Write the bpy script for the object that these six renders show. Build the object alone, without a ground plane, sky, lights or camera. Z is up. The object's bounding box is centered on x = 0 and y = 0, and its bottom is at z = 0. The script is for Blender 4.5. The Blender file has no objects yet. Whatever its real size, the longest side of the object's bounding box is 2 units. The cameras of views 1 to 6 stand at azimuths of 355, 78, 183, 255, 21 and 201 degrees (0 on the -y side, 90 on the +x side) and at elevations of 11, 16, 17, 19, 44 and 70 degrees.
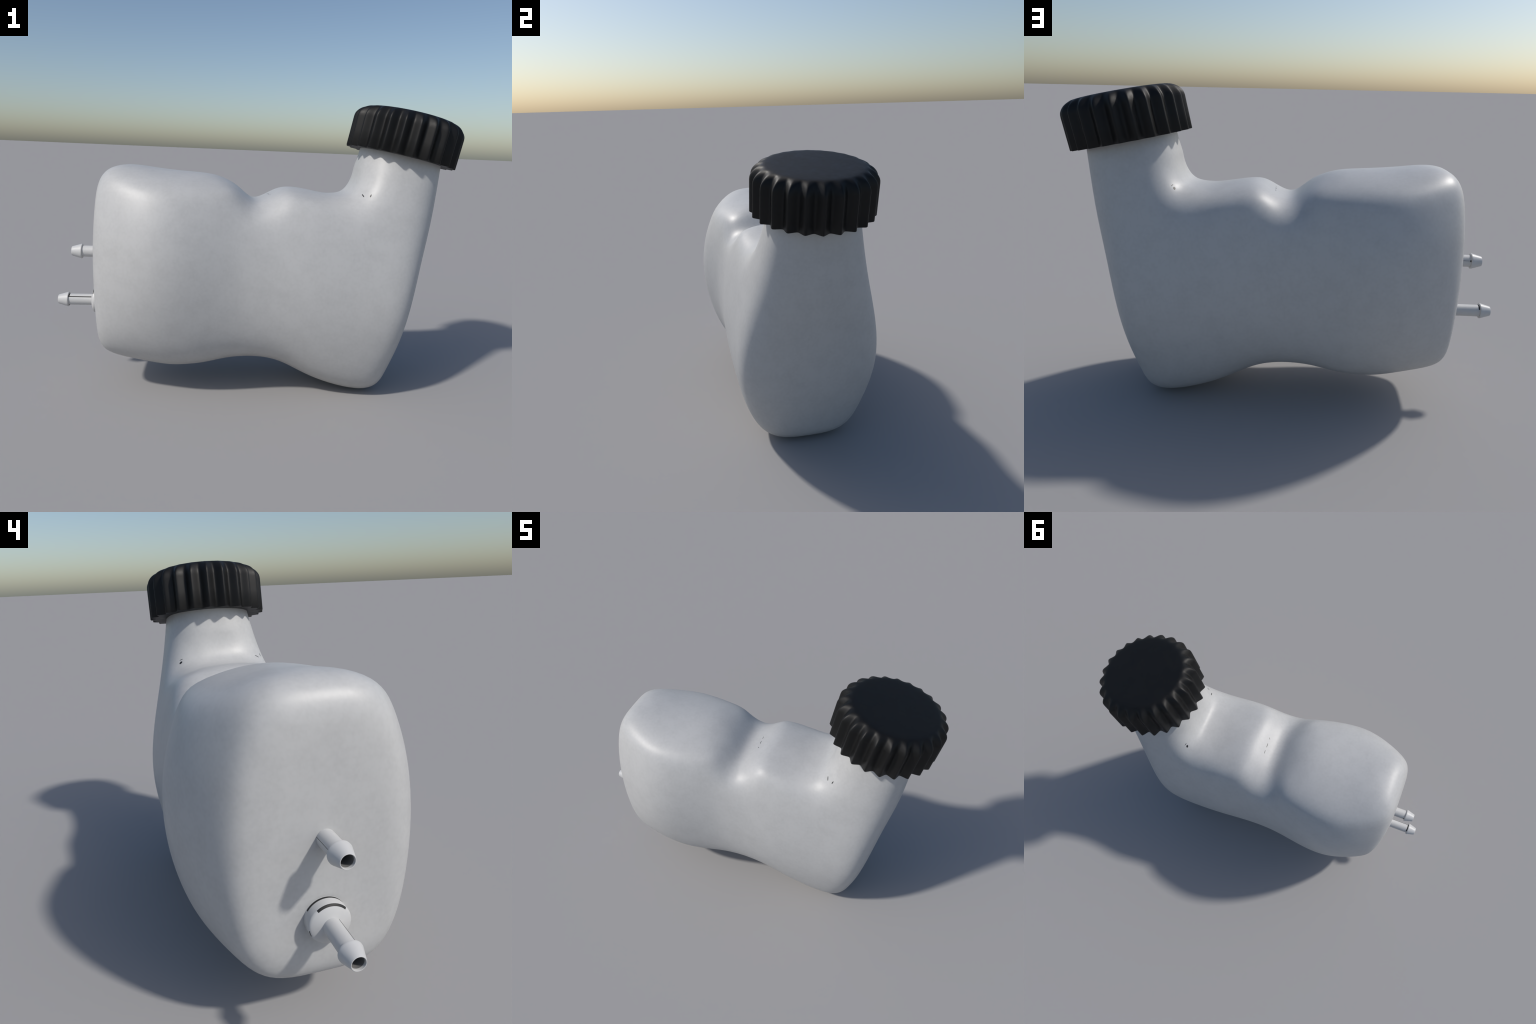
"""White plastic reservoir bottle: waisted blow-moulded tank with a slanted filler neck,
ribbed black screw cap and two barbed hose fittings on the flat end."""
import bpy
import numpy as np
from math import pi, sin, cos, radians
from mathutils import Vector, Matrix

# ------------------------------------------------------------------ tank shape
# Side outline of the tank, as pairs of points facing each other across it, from the flat end
# over the waist and round the foot to the filler neck.
# Each row: upper point x z | lower point x z | edge rounding at the upper point, at the lower one
#           | squareness of the upper edge
OUTLINE = np.array([
    [-0.822, 1.196, -0.801, 0.160, 0.190, 0.499, 2.607],
    [-0.689, 1.128, -0.738, 0.166, 0.149, 0.647, 2.348],
    [-0.440, 1.091, -0.511, 0.134, 0.103, 0.774, 1.950],
    [-0.250, 1.077, -0.383, 0.126, 0.108, 0.851, 1.950],
    [-0.134, 1.035, -0.267, 0.138, 0.074, 0.893, 1.950],
    [-0.067, 0.982, -0.177, 0.158, 0.170, 0.902, 3.082],
    [-0.007, 0.967, -0.066, 0.172, 0.233, 0.893, 3.542],
    [0.077, 1.007, 0.097, 0.152, 0.109, 0.879, 3.133],
    [0.170, 1.026, 0.281, 0.064, 0.077, 0.884, 1.950],
    [0.300, 1.006, 0.519, -0.001, 0.097, 0.830, 2.147],
    [0.377, 1.001, 0.643, 0.041, 0.177, 0.728, 3.068],
    [0.440, 1.019, 0.684, 0.148, 0.224, 0.451, 3.322],
    [0.474, 1.083, 0.733, 0.348, 0.247, 0.252, 3.032],
    [0.482, 1.137, 0.799, 0.663, 0.238, 0.240, 2.785],
    [0.494, 1.192, 0.853, 0.903, 0.215, 0.295, 2.510],
    [0.507, 1.275, 0.886, 1.198, 0.194, 0.230, 2.040],
])
# Half width of the tank: control net of a smooth surface over its side view
# (rows run along x, columns up z)
WIDTH_NET = np.array([
    [0.066, -0.004, -0.064, -0.062, -0.035, -0.022],
    [0.257, 0.212, 0.239, 0.222, 0.065, -0.069],
    [0.451, 0.403, 0.446, 0.483, 0.165, -0.085],
    [0.610, 0.479, 0.346, 0.314, 0.130, -0.046],
    [0.651, 0.410, 0.397, 0.332, 0.111, 0.019],
    [0.579, 0.320, 0.383, 0.275, 0.178, 0.105],
    [0.512, 0.446, 0.451, 0.269, 0.196, 0.133],
    [0.495, 0.471, 0.389, 0.257, 0.171, 0.123],
])
NET_X, NET_Z = (-.85, .95), (0., 1.28)
END_ROUND = 0.103                       # edge rounding at the flat end
SQUARE_LOW, SQUARE_END = 3.06, 4.37   # squareness of the lower edge and of the end
END_LENGTH = 1.6        # the flat end takes up this many outline rows
END_POWER = 2.24        # how square its two corners are in the side view
END_DISH = 0.022         # the end face is slightly dished

# cap frame
CAP_BASE = Vector((.699, 0, 1.1935))
CAP_TILT = radians(11.27)


def spline_rows(rows, s):
    """natural cubic spline through the section rows, evaluated at s"""
    n = len(rows)
    a = np.zeros((n, n)); r = np.zeros((n, n))
    a[0, 0] = a[-1, -1] = 1
    for i in range(1, n - 1):
        a[i, i - 1:i + 2] = (1, 4, 1)
        r[i, i - 1:i + 2] = (6, -12, 6)
    m = np.linalg.solve(a, r) @ rows
    i = np.clip(np.floor(s).astype(int), 0, n - 2)
    t = (s - i)[:, None]
    return ((1 - t) * rows[i] + t * rows[i + 1]
            + ((1 - t) ** 3 - (1 - t)) / 6 * m[i] + (t ** 3 - t) / 6 * m[i + 1])


def half_width(x, z):
    """uniform cubic B-spline over the control net"""
    def weights(n, t):
        u = np.clip(t, 0, 1) * (n - 3)
        i = np.clip(np.floor(u).astype(int), 0, n - 4)
        f = u - i
        return i, np.stack([(1 - f) ** 3, 3 * f ** 3 - 6 * f ** 2 + 4,
                            -3 * f ** 3 + 3 * f ** 2 + 3 * f + 1, f ** 3], -1) / 6
    i, a = weights(WIDTH_NET.shape[0], (x - NET_X[0]) / (NET_X[1] - NET_X[0]))
    j, b = weights(WIDTH_NET.shape[1], (z - NET_Z[0]) / (NET_Z[1] - NET_Z[0]))
    return sum(a[:, m] * b[:, n] * WIDTH_NET[i + m, j + n] for m in range(4) for n in range(4))


def edge_pull(p, line, round_):
    """smooth nearness (rounding / distance)^2 of points p to each piece of an outline line"""
    end = line[-1] + (line[-1] - line[-2]) / np.linalg.norm(line[-1] - line[-2]) * .6
    line = np.vstack([line, end])
    round_ = np.append(round_, round_[-1])
    a, b = line[:-1], line[1:]
    length = np.maximum(np.linalg.norm(b - a, axis=1), 1e-9)
    d = (b - a) / length[:, None]
    r = p[:, None] - a[None]
    t = r[..., 0] * d[:, 0] + r[..., 1] * d[:, 1]
    h2 = (r[..., 0] * d[:, 1] - r[..., 1] * d[:, 0]) ** 2 + 1e-14
    t2 = length - t
    near = .5 * (t2 / np.sqrt(t2 * t2 + h2) + t / np.sqrt(t * t + h2)) / h2
    return near * ((round_[:-1] + round_[1:]) / 2) ** 2


def tank_rings(across=52, end_rings=44, per_row=12):
    th = np.linspace(0, 1, end_rings + 1) ** 1.25 * pi / 2
    last = len(OUTLINE) - 1
    u = 1 - np.cos(th) ** (2 / END_POWER)
    s = np.concatenate([u * END_LENGTH,
                        np.linspace(END_LENGTH, last, int((last - END_LENGTH) * per_row) + 1)[1:]])
    shrink = np.ones(len(s))
    shrink[:end_rings + 1] = np.sin(th) ** (2 / END_POWER)
    v = spline_rows(OUTLINE, s)
    up, low = v[:, :2], v[:, 2:4]
    mid = (up + low) / 2
    up = mid + (up - mid) * shrink[:, None]
    low = mid + (low - mid) * shrink[:, None]
    end = np.clip(1 - s / END_LENGTH, 0, 1)
    end = end * end * (3 - 2 * end)
    r_up = v[:, 4] * (1 - end) + END_ROUND * end
    r_low = v[:, 5] * (1 - end) + END_ROUND * end
    lam = (1 - np.cos(np.linspace(0, pi, across + 1))) / 2
    grid = up[:, None] * (1 - lam)[None, :, None] + low[:, None] * lam[None, :, None]
    p = grid.reshape(-1, 2)
    pull_up, pull_low = edge_pull(p, up, r_up), edge_pull(p, low, r_low)
    share = np.append((end[:-1] + end[1:]) / 2, 0)
    total = pull_up.sum(1) + pull_low.sum(1) + 1e-9
    at_up, at_low = (pull_up * (1 - share)).sum(1), (pull_low * (1 - share)).sum(1)
    sq_up = np.append((v[:-1, 6] + v[1:, 6]) / 2, v[-1, 6])
    square = ((pull_up * (1 - share) * sq_up).sum(1) + SQUARE_LOW * at_low
              + SQUARE_END * (total - at_up - at_low)) / total
    depth = np.minimum(total ** -.5, 1)
    y = half_width(p[:, 0], p[:, 1]) * (1 - (1 - depth) ** square) ** (1 / square)
    y = y.reshape(grid.shape[:2])
    y[:, 0] = y[:, -1] = 0
    y[0] = 0
    x, z = grid[..., 0], grid[..., 1]
    x = x + END_DISH * np.exp(-(y / .24) ** 4 - ((z - .66) / .36) ** 4) * np.clip((-.55 - x) / .25, 0, 1) ** 2
    side = np.stack([x, y, z], -1)
    return np.concatenate([side, (side * (1, -1, 1))[:, -2:0:-1]], 1)


# ------------------------------------------------------------------ helpers
def new_object(name, verts, faces, mats, parent=None, face_mat=None, smooth=True):
    me = bpy.data.meshes.new(name)
    me.from_pydata([tuple(v) for v in verts], [], faces)
    for m in mats:
        me.materials.append(m)
    if face_mat is not None:
        me.polygons.foreach_set("material_index", face_mat)
    me.polygons.foreach_set("use_smooth", [smooth] * len(me.polygons))
    me.validate()
    ob = bpy.data.objects.new(name, me)
    bpy.context.scene.collection.objects.link(ob)
    if parent:
        ob.parent = parent
    return ob


def fix_normals(ob):
    import bmesh
    bm = bmesh.new(); bm.from_mesh(ob.data)
    bmesh.ops.recalc_face_normals(bm, faces=bm.faces)
    bm.to_mesh(ob.data); bm.free()


def sharp_by_angle(ob, deg):
    ob.data.set_sharp_from_angle(angle=radians(deg))


def lathe(name, profile, seg, mats, parent, pick=None, sharp=35):
    """revolve (x, r) profile round the local x axis; pick(ring, angle) gives the material slot"""
    verts, faces, fm = [], [], []
    n = len(profile)
    for x, r in profile:
        for j in range(seg):
            a = 2 * pi * j / seg
            verts.append((x, r * cos(a), r * sin(a)))
    for i in range(n - 1):
        for j in range(seg):
            k = (j + 1) % seg
            faces.append((i * seg + j, i * seg + k, (i + 1) * seg + k, (i + 1) * seg + j))
            fm.append(pick(i, 360 * (j + .5) / seg) if pick else 0)
    ob = new_object(name, verts, faces, mats, parent, fm)
    fix_normals(ob)
    sharp_by_angle(ob, sharp)
    return ob


# ------------------------------------------------------------------ materials
def node(nt, kind, **kw):
    n = nt.nodes.new(kind)
    for k, v in kw.items():
        setattr(n, k, v)
    return n


def plastic(name, base, spread, rough, grain_scale, bump=0.0, specular=.5, flecks=(),
            gloss_spread=.03):
    m = bpy.data.materials.new(name)
    m.use_nodes = True
    nt = m.node_tree
    bsdf = nt.nodes["Principled BSDF"]
    co = node(nt, "ShaderNodeTexCoord")
    # broad cloudy mottling and a finer grain in the colour
    cloud = node(nt, "ShaderNodeTexNoise")
    cloud.inputs["Scale"].default_value = grain_scale
    cloud.inputs["Detail"].default_value = 6
    cloud.inputs["Roughness"].default_value = .62
    nt.links.new(co.outputs["Object"], cloud.inputs["Vector"])
    speck = node(nt, "ShaderNodeTexNoise")
    speck.inputs["Scale"].default_value = grain_scale * 5.5
    speck.inputs["Detail"].default_value = 4
    nt.links.new(co.outputs["Object"], speck.inputs["Vector"])
    both = node(nt, "ShaderNodeMix", data_type='FLOAT')
    both.inputs["Factor"].default_value = .42
    nt.links.new(cloud.outputs["Fac"], both.inputs["A"])
    nt.links.new(speck.outputs["Fac"], both.inputs["B"])
    ramp = node(nt, "ShaderNodeValToRGB")
    ramp.color_ramp.elements[0].position = .34
    ramp.color_ramp.elements[1].position = .58
    ramp.color_ramp.elements[0].color = tuple(c * (1 - spread) for c in base) + (1,)
    ramp.color_ramp.elements[1].color = tuple(base) + (1,)
    nt.links.new(both.outputs["Result"], ramp.inputs["Fac"])
    colour = ramp.outputs["Color"]
    # small dark nicks: each is an ellipsoid in object space
    mask = None
    for loc, rot, size in flecks:
        mp = node(nt, "ShaderNodeMapping", vector_type='TEXTURE')
        mp.inputs["Location"].default_value = loc
        mp.inputs["Rotation"].default_value = [radians(a) for a in rot]
        mp.inputs["Scale"].default_value = size
        nt.links.new(co.outputs["Object"], mp.inputs["Vector"])
        ln = node(nt, "ShaderNodeVectorMath", operation='LENGTH')
        nt.links.new(mp.outputs["Vector"], ln.inputs[0])
        lt = node(nt, "ShaderNodeMath", operation='LESS_THAN')
        lt.inputs[1].default_value = 1
        nt.links.new(ln.outputs["Value"], lt.inputs[0])
        if mask is None:
            mask = lt.outputs[0]
        else:
            mx = node(nt, "ShaderNodeMath", operation='MAXIMUM')
            nt.links.new(mask, mx.inputs[0]); nt.links.new(lt.outputs[0], mx.inputs[1])
            mask = mx.outputs[0]
    if mask is not None:
        mix = node(nt, "ShaderNodeMix", data_type='RGBA')
        nt.links.new(mask, mix.inputs["Factor"])
        nt.links.new(colour, mix.inputs["A"])
        mix.inputs["B"].default_value = (.012, .012, .012, 1)
        colour = mix.outputs["Result"]
    nt.links.new(colour, bsdf.inputs["Base Color"])
    # slightly uneven gloss
    rr = node(nt, "ShaderNodeMapRange")
    rr.inputs["To Min"].default_value = rough - gloss_spread
    rr.inputs["To Max"].default_value = rough + gloss_spread
    nt.links.new(cloud.outputs["Fac"], rr.inputs["Value"])
    nt.links.new(rr.outputs["Result"], bsdf.inputs["Roughness"])
    bsdf.inputs["Specular IOR Level"].default_value = specular
    if bump:
        fine = node(nt, "ShaderNodeTexNoise")
        fine.inputs["Scale"].default_value = grain_scale * 9
        fine.inputs["Detail"].default_value = 3
        nt.links.new(co.outputs["Object"], fine.inputs["Vector"])
        bp = node(nt, "ShaderNodeBump")
        bp.inputs["Strength"].default_value = bump
        bp.inputs["Distance"].default_value = .002
        nt.links.new(fine.outputs["Fac"], bp.inputs["Height"])
        nt.links.new(bp.outputs["Normal"], bsdf.inputs["Normal"])
    return m


NICKS = [  # centre, rotation, half sizes: moulding nicks at the neck crease and in the waist
    ((.474, -.195, 1.010), (0, -22, 0), (.0026, .035, .0078)),
    ((.505, -.195, 1.011), (0, 28, 0), (.0025, .035, .0082)),
    ((.469, .190, 1.007), (0, 35, 0), (.0036, .035, .0068)),
    ((.479, .182, 1.019), (0, -40, 0), (.0017, .035, .0045)),
    ((.040, -.003, .983), (0, 0, 4), (.0018, .0140, .03)),
    ((.038, .040, .981), (0, 0, 4), (.0014, .0120, .03)),
    ((.043, -.048, .985), (0, 0, 40), (.0015, .0070, .03)),
]
WHITE = (.482, .482, .478)
mat_tank = plastic("white_tank_plastic", WHITE, .085, .45, 13, bump=.06, flecks=NICKS)
mat_fit = plastic("white_fitting_plastic", (.53, .53, .527), .02, .42, 20)
mat_bore = plastic("bore_plastic_darkened_for_shade", (.16, .16, .16), .1, .6, 20)  # same white plastic, greyed to paint in the unlit depth of the bore
mat_gap = plastic("dark_gap", (.012, .012, .012), .2, .6, 20)
mat_cap = plastic("black_cap_plastic", (.0035, .0035, .0035), .25, .52, 26, bump=.06, specular=.31,
                  gloss_spread=.14)

# ------------------------------------------------------------------ the thing
root = bpy.data.objects.new("reservoir_bottle", None)
root.empty_display_size = .3
bpy.context.scene.collection.objects.link(root)
root["label"] = "white waisted plastic reservoir bottle with black ribbed screw cap"
root["category"] = "fluid bottle"

# ---- tank
rings = tank_rings()
nr, na = rings.shape[:2]
verts = [tuple(rings[0].mean(0))] + [tuple(p) for p in rings[1:].reshape(-1, 3)]
faces = [(0, 1 + (j + 1) % na, 1 + j) for j in range(na)]
for i in range(nr - 2):
    o, o2 = 1 + i * na, 1 + (i + 1) * na
    faces += [(o + j, o + (j + 1) % na, o2 + (j + 1) % na, o2 + j) for j in range(na)]
o = 1 + (nr - 2) * na
faces.append(tuple(o + j for j in range(na)))
tank = new_object("tank", verts, faces, [mat_tank], root)
fix_normals(tank)

# ---- cap: ribbed skirt, soft shoulder, smooth top disc
RIBS, PHASE = 24, radians(7.75)
RIB_DEPTH = .0245
CAP_R = .2765
CAP_PROFILE = [  # height, inset of the crests, share of the rib depth
    (.004, .080, 0), (.000, .060, 0), (.000, .0020, 1), (.0025, .0, 1), (.080, .0, 1),
    (.146, .0, 1), (.157, .0010, 1), (.166, .0035, 1), (.175, .0085, .95), (.184, .0155, .86),
    (.192, .0240, .70), (.198, .0330, .52), (.203, .0430, .32), (.2065, .0520, .14),
    (.2085, .0610, .03), (.2095, .0700, 0), (.2100, .0900, 0), (.2100, .1800, 0),
]
ND = 24 * 20


def rib(a):
    """pointed crests with flat flanks and rounded flutes between them"""
    c = cos(RIBS * (a - PHASE))
    tri = .5 + .5 * np.arcsin(.91 * c) / np.arcsin(.91)
    return tri ** 1.15


verts, faces = [], []
for h, r, f in CAP_PROFILE:
    for j in range(ND):
        a = 2 * pi * j / ND
        rr = CAP_R - r - RIB_DEPTH * f * (1 - rib(a))
        verts.append((rr * cos(a), rr * sin(a), h))
for i in range(len(CAP_PROFILE) - 1):
    for j in range(ND):
        k = (j + 1) % ND
        faces.append((i * ND + j, i * ND + k, (i + 1) * ND + k, (i + 1) * ND + j))
top = len(verts); verts.append((0, 0, .2100))
b = (len(CAP_PROFILE) - 1) * ND
faces += [(b + j, b + (j + 1) % ND, top) for j in range(ND)]
faces.append(tuple(reversed(range(ND))))
cap = new_object("screw_cap", verts, faces, [mat_cap], root)
fix_normals(cap)
sharp_by_angle(cap, 50)
cap.location = CAP_BASE
cap.rotation_euler = (0, CAP_TILT, 0)


# ---- hose fittings (local x points outwards, i.e. world -x; angle 0 faces -y, 90 is up)
def within(a, arcs):
    return any(lo <= a <= hi for lo, hi in arcs)


def hose_fitting(tip_x, z, root_x, seam_arcs, neck_arcs, collar):
    length = root_x - tip_x
    barb = .050
    seg = 120
    # straight stem with a dark parting seam along it and a dark undercut behind the barb
    stem = lathe("hose_fitting",
                 [(0, .0285), (.010, .028), (length - barb - .0075, .028), (length - barb + .004, .028)],
                 seg, [mat_fit, mat_gap], root,
                 lambda i, a: int(within(a, seam_arcs) or (i == 2 and within(a, neck_arcs))))
    stem.location = (root_x, 0, z)
    stem.rotation_euler = (0, 0, pi)
    e = length
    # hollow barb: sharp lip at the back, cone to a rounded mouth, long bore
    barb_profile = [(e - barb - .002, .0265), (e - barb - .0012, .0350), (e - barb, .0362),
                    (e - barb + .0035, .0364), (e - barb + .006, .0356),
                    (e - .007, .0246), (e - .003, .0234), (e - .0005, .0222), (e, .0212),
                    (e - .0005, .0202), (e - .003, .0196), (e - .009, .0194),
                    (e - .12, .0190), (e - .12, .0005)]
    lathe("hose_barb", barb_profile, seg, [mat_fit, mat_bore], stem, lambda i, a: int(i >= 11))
    if collar:
        rim = .0645
        profile = [(-.05, rim), (.000, rim), (.0075, rim), (.0345, rim), (.0360, .0640), (.0388, .0624),
                   (.0415, .0580), (.0445, .0510), (.0475, .0425), (.0500, .0340), (.0520, .0275)]
        base_slot, rim_slot, nick = [(32, 150), (236, 262)], [(42, 128)], [(190, 208)]
        lathe("collar", profile, seg, [mat_fit, mat_gap], stem,
              lambda i, a: int((i == 1 and within(a, base_slot)) or (i in (4, 5) and within(a, rim_slot))
                               or (i == 4 and within(a, nick))))
    return stem


hose_fitting(-.931, .6708, -.74, [(163, 166)], [(156, 174)], False)
hose_fitting(-1.0025, .4210, -.785, [(36, 48)], [(36, 150), (285, 312)], True)
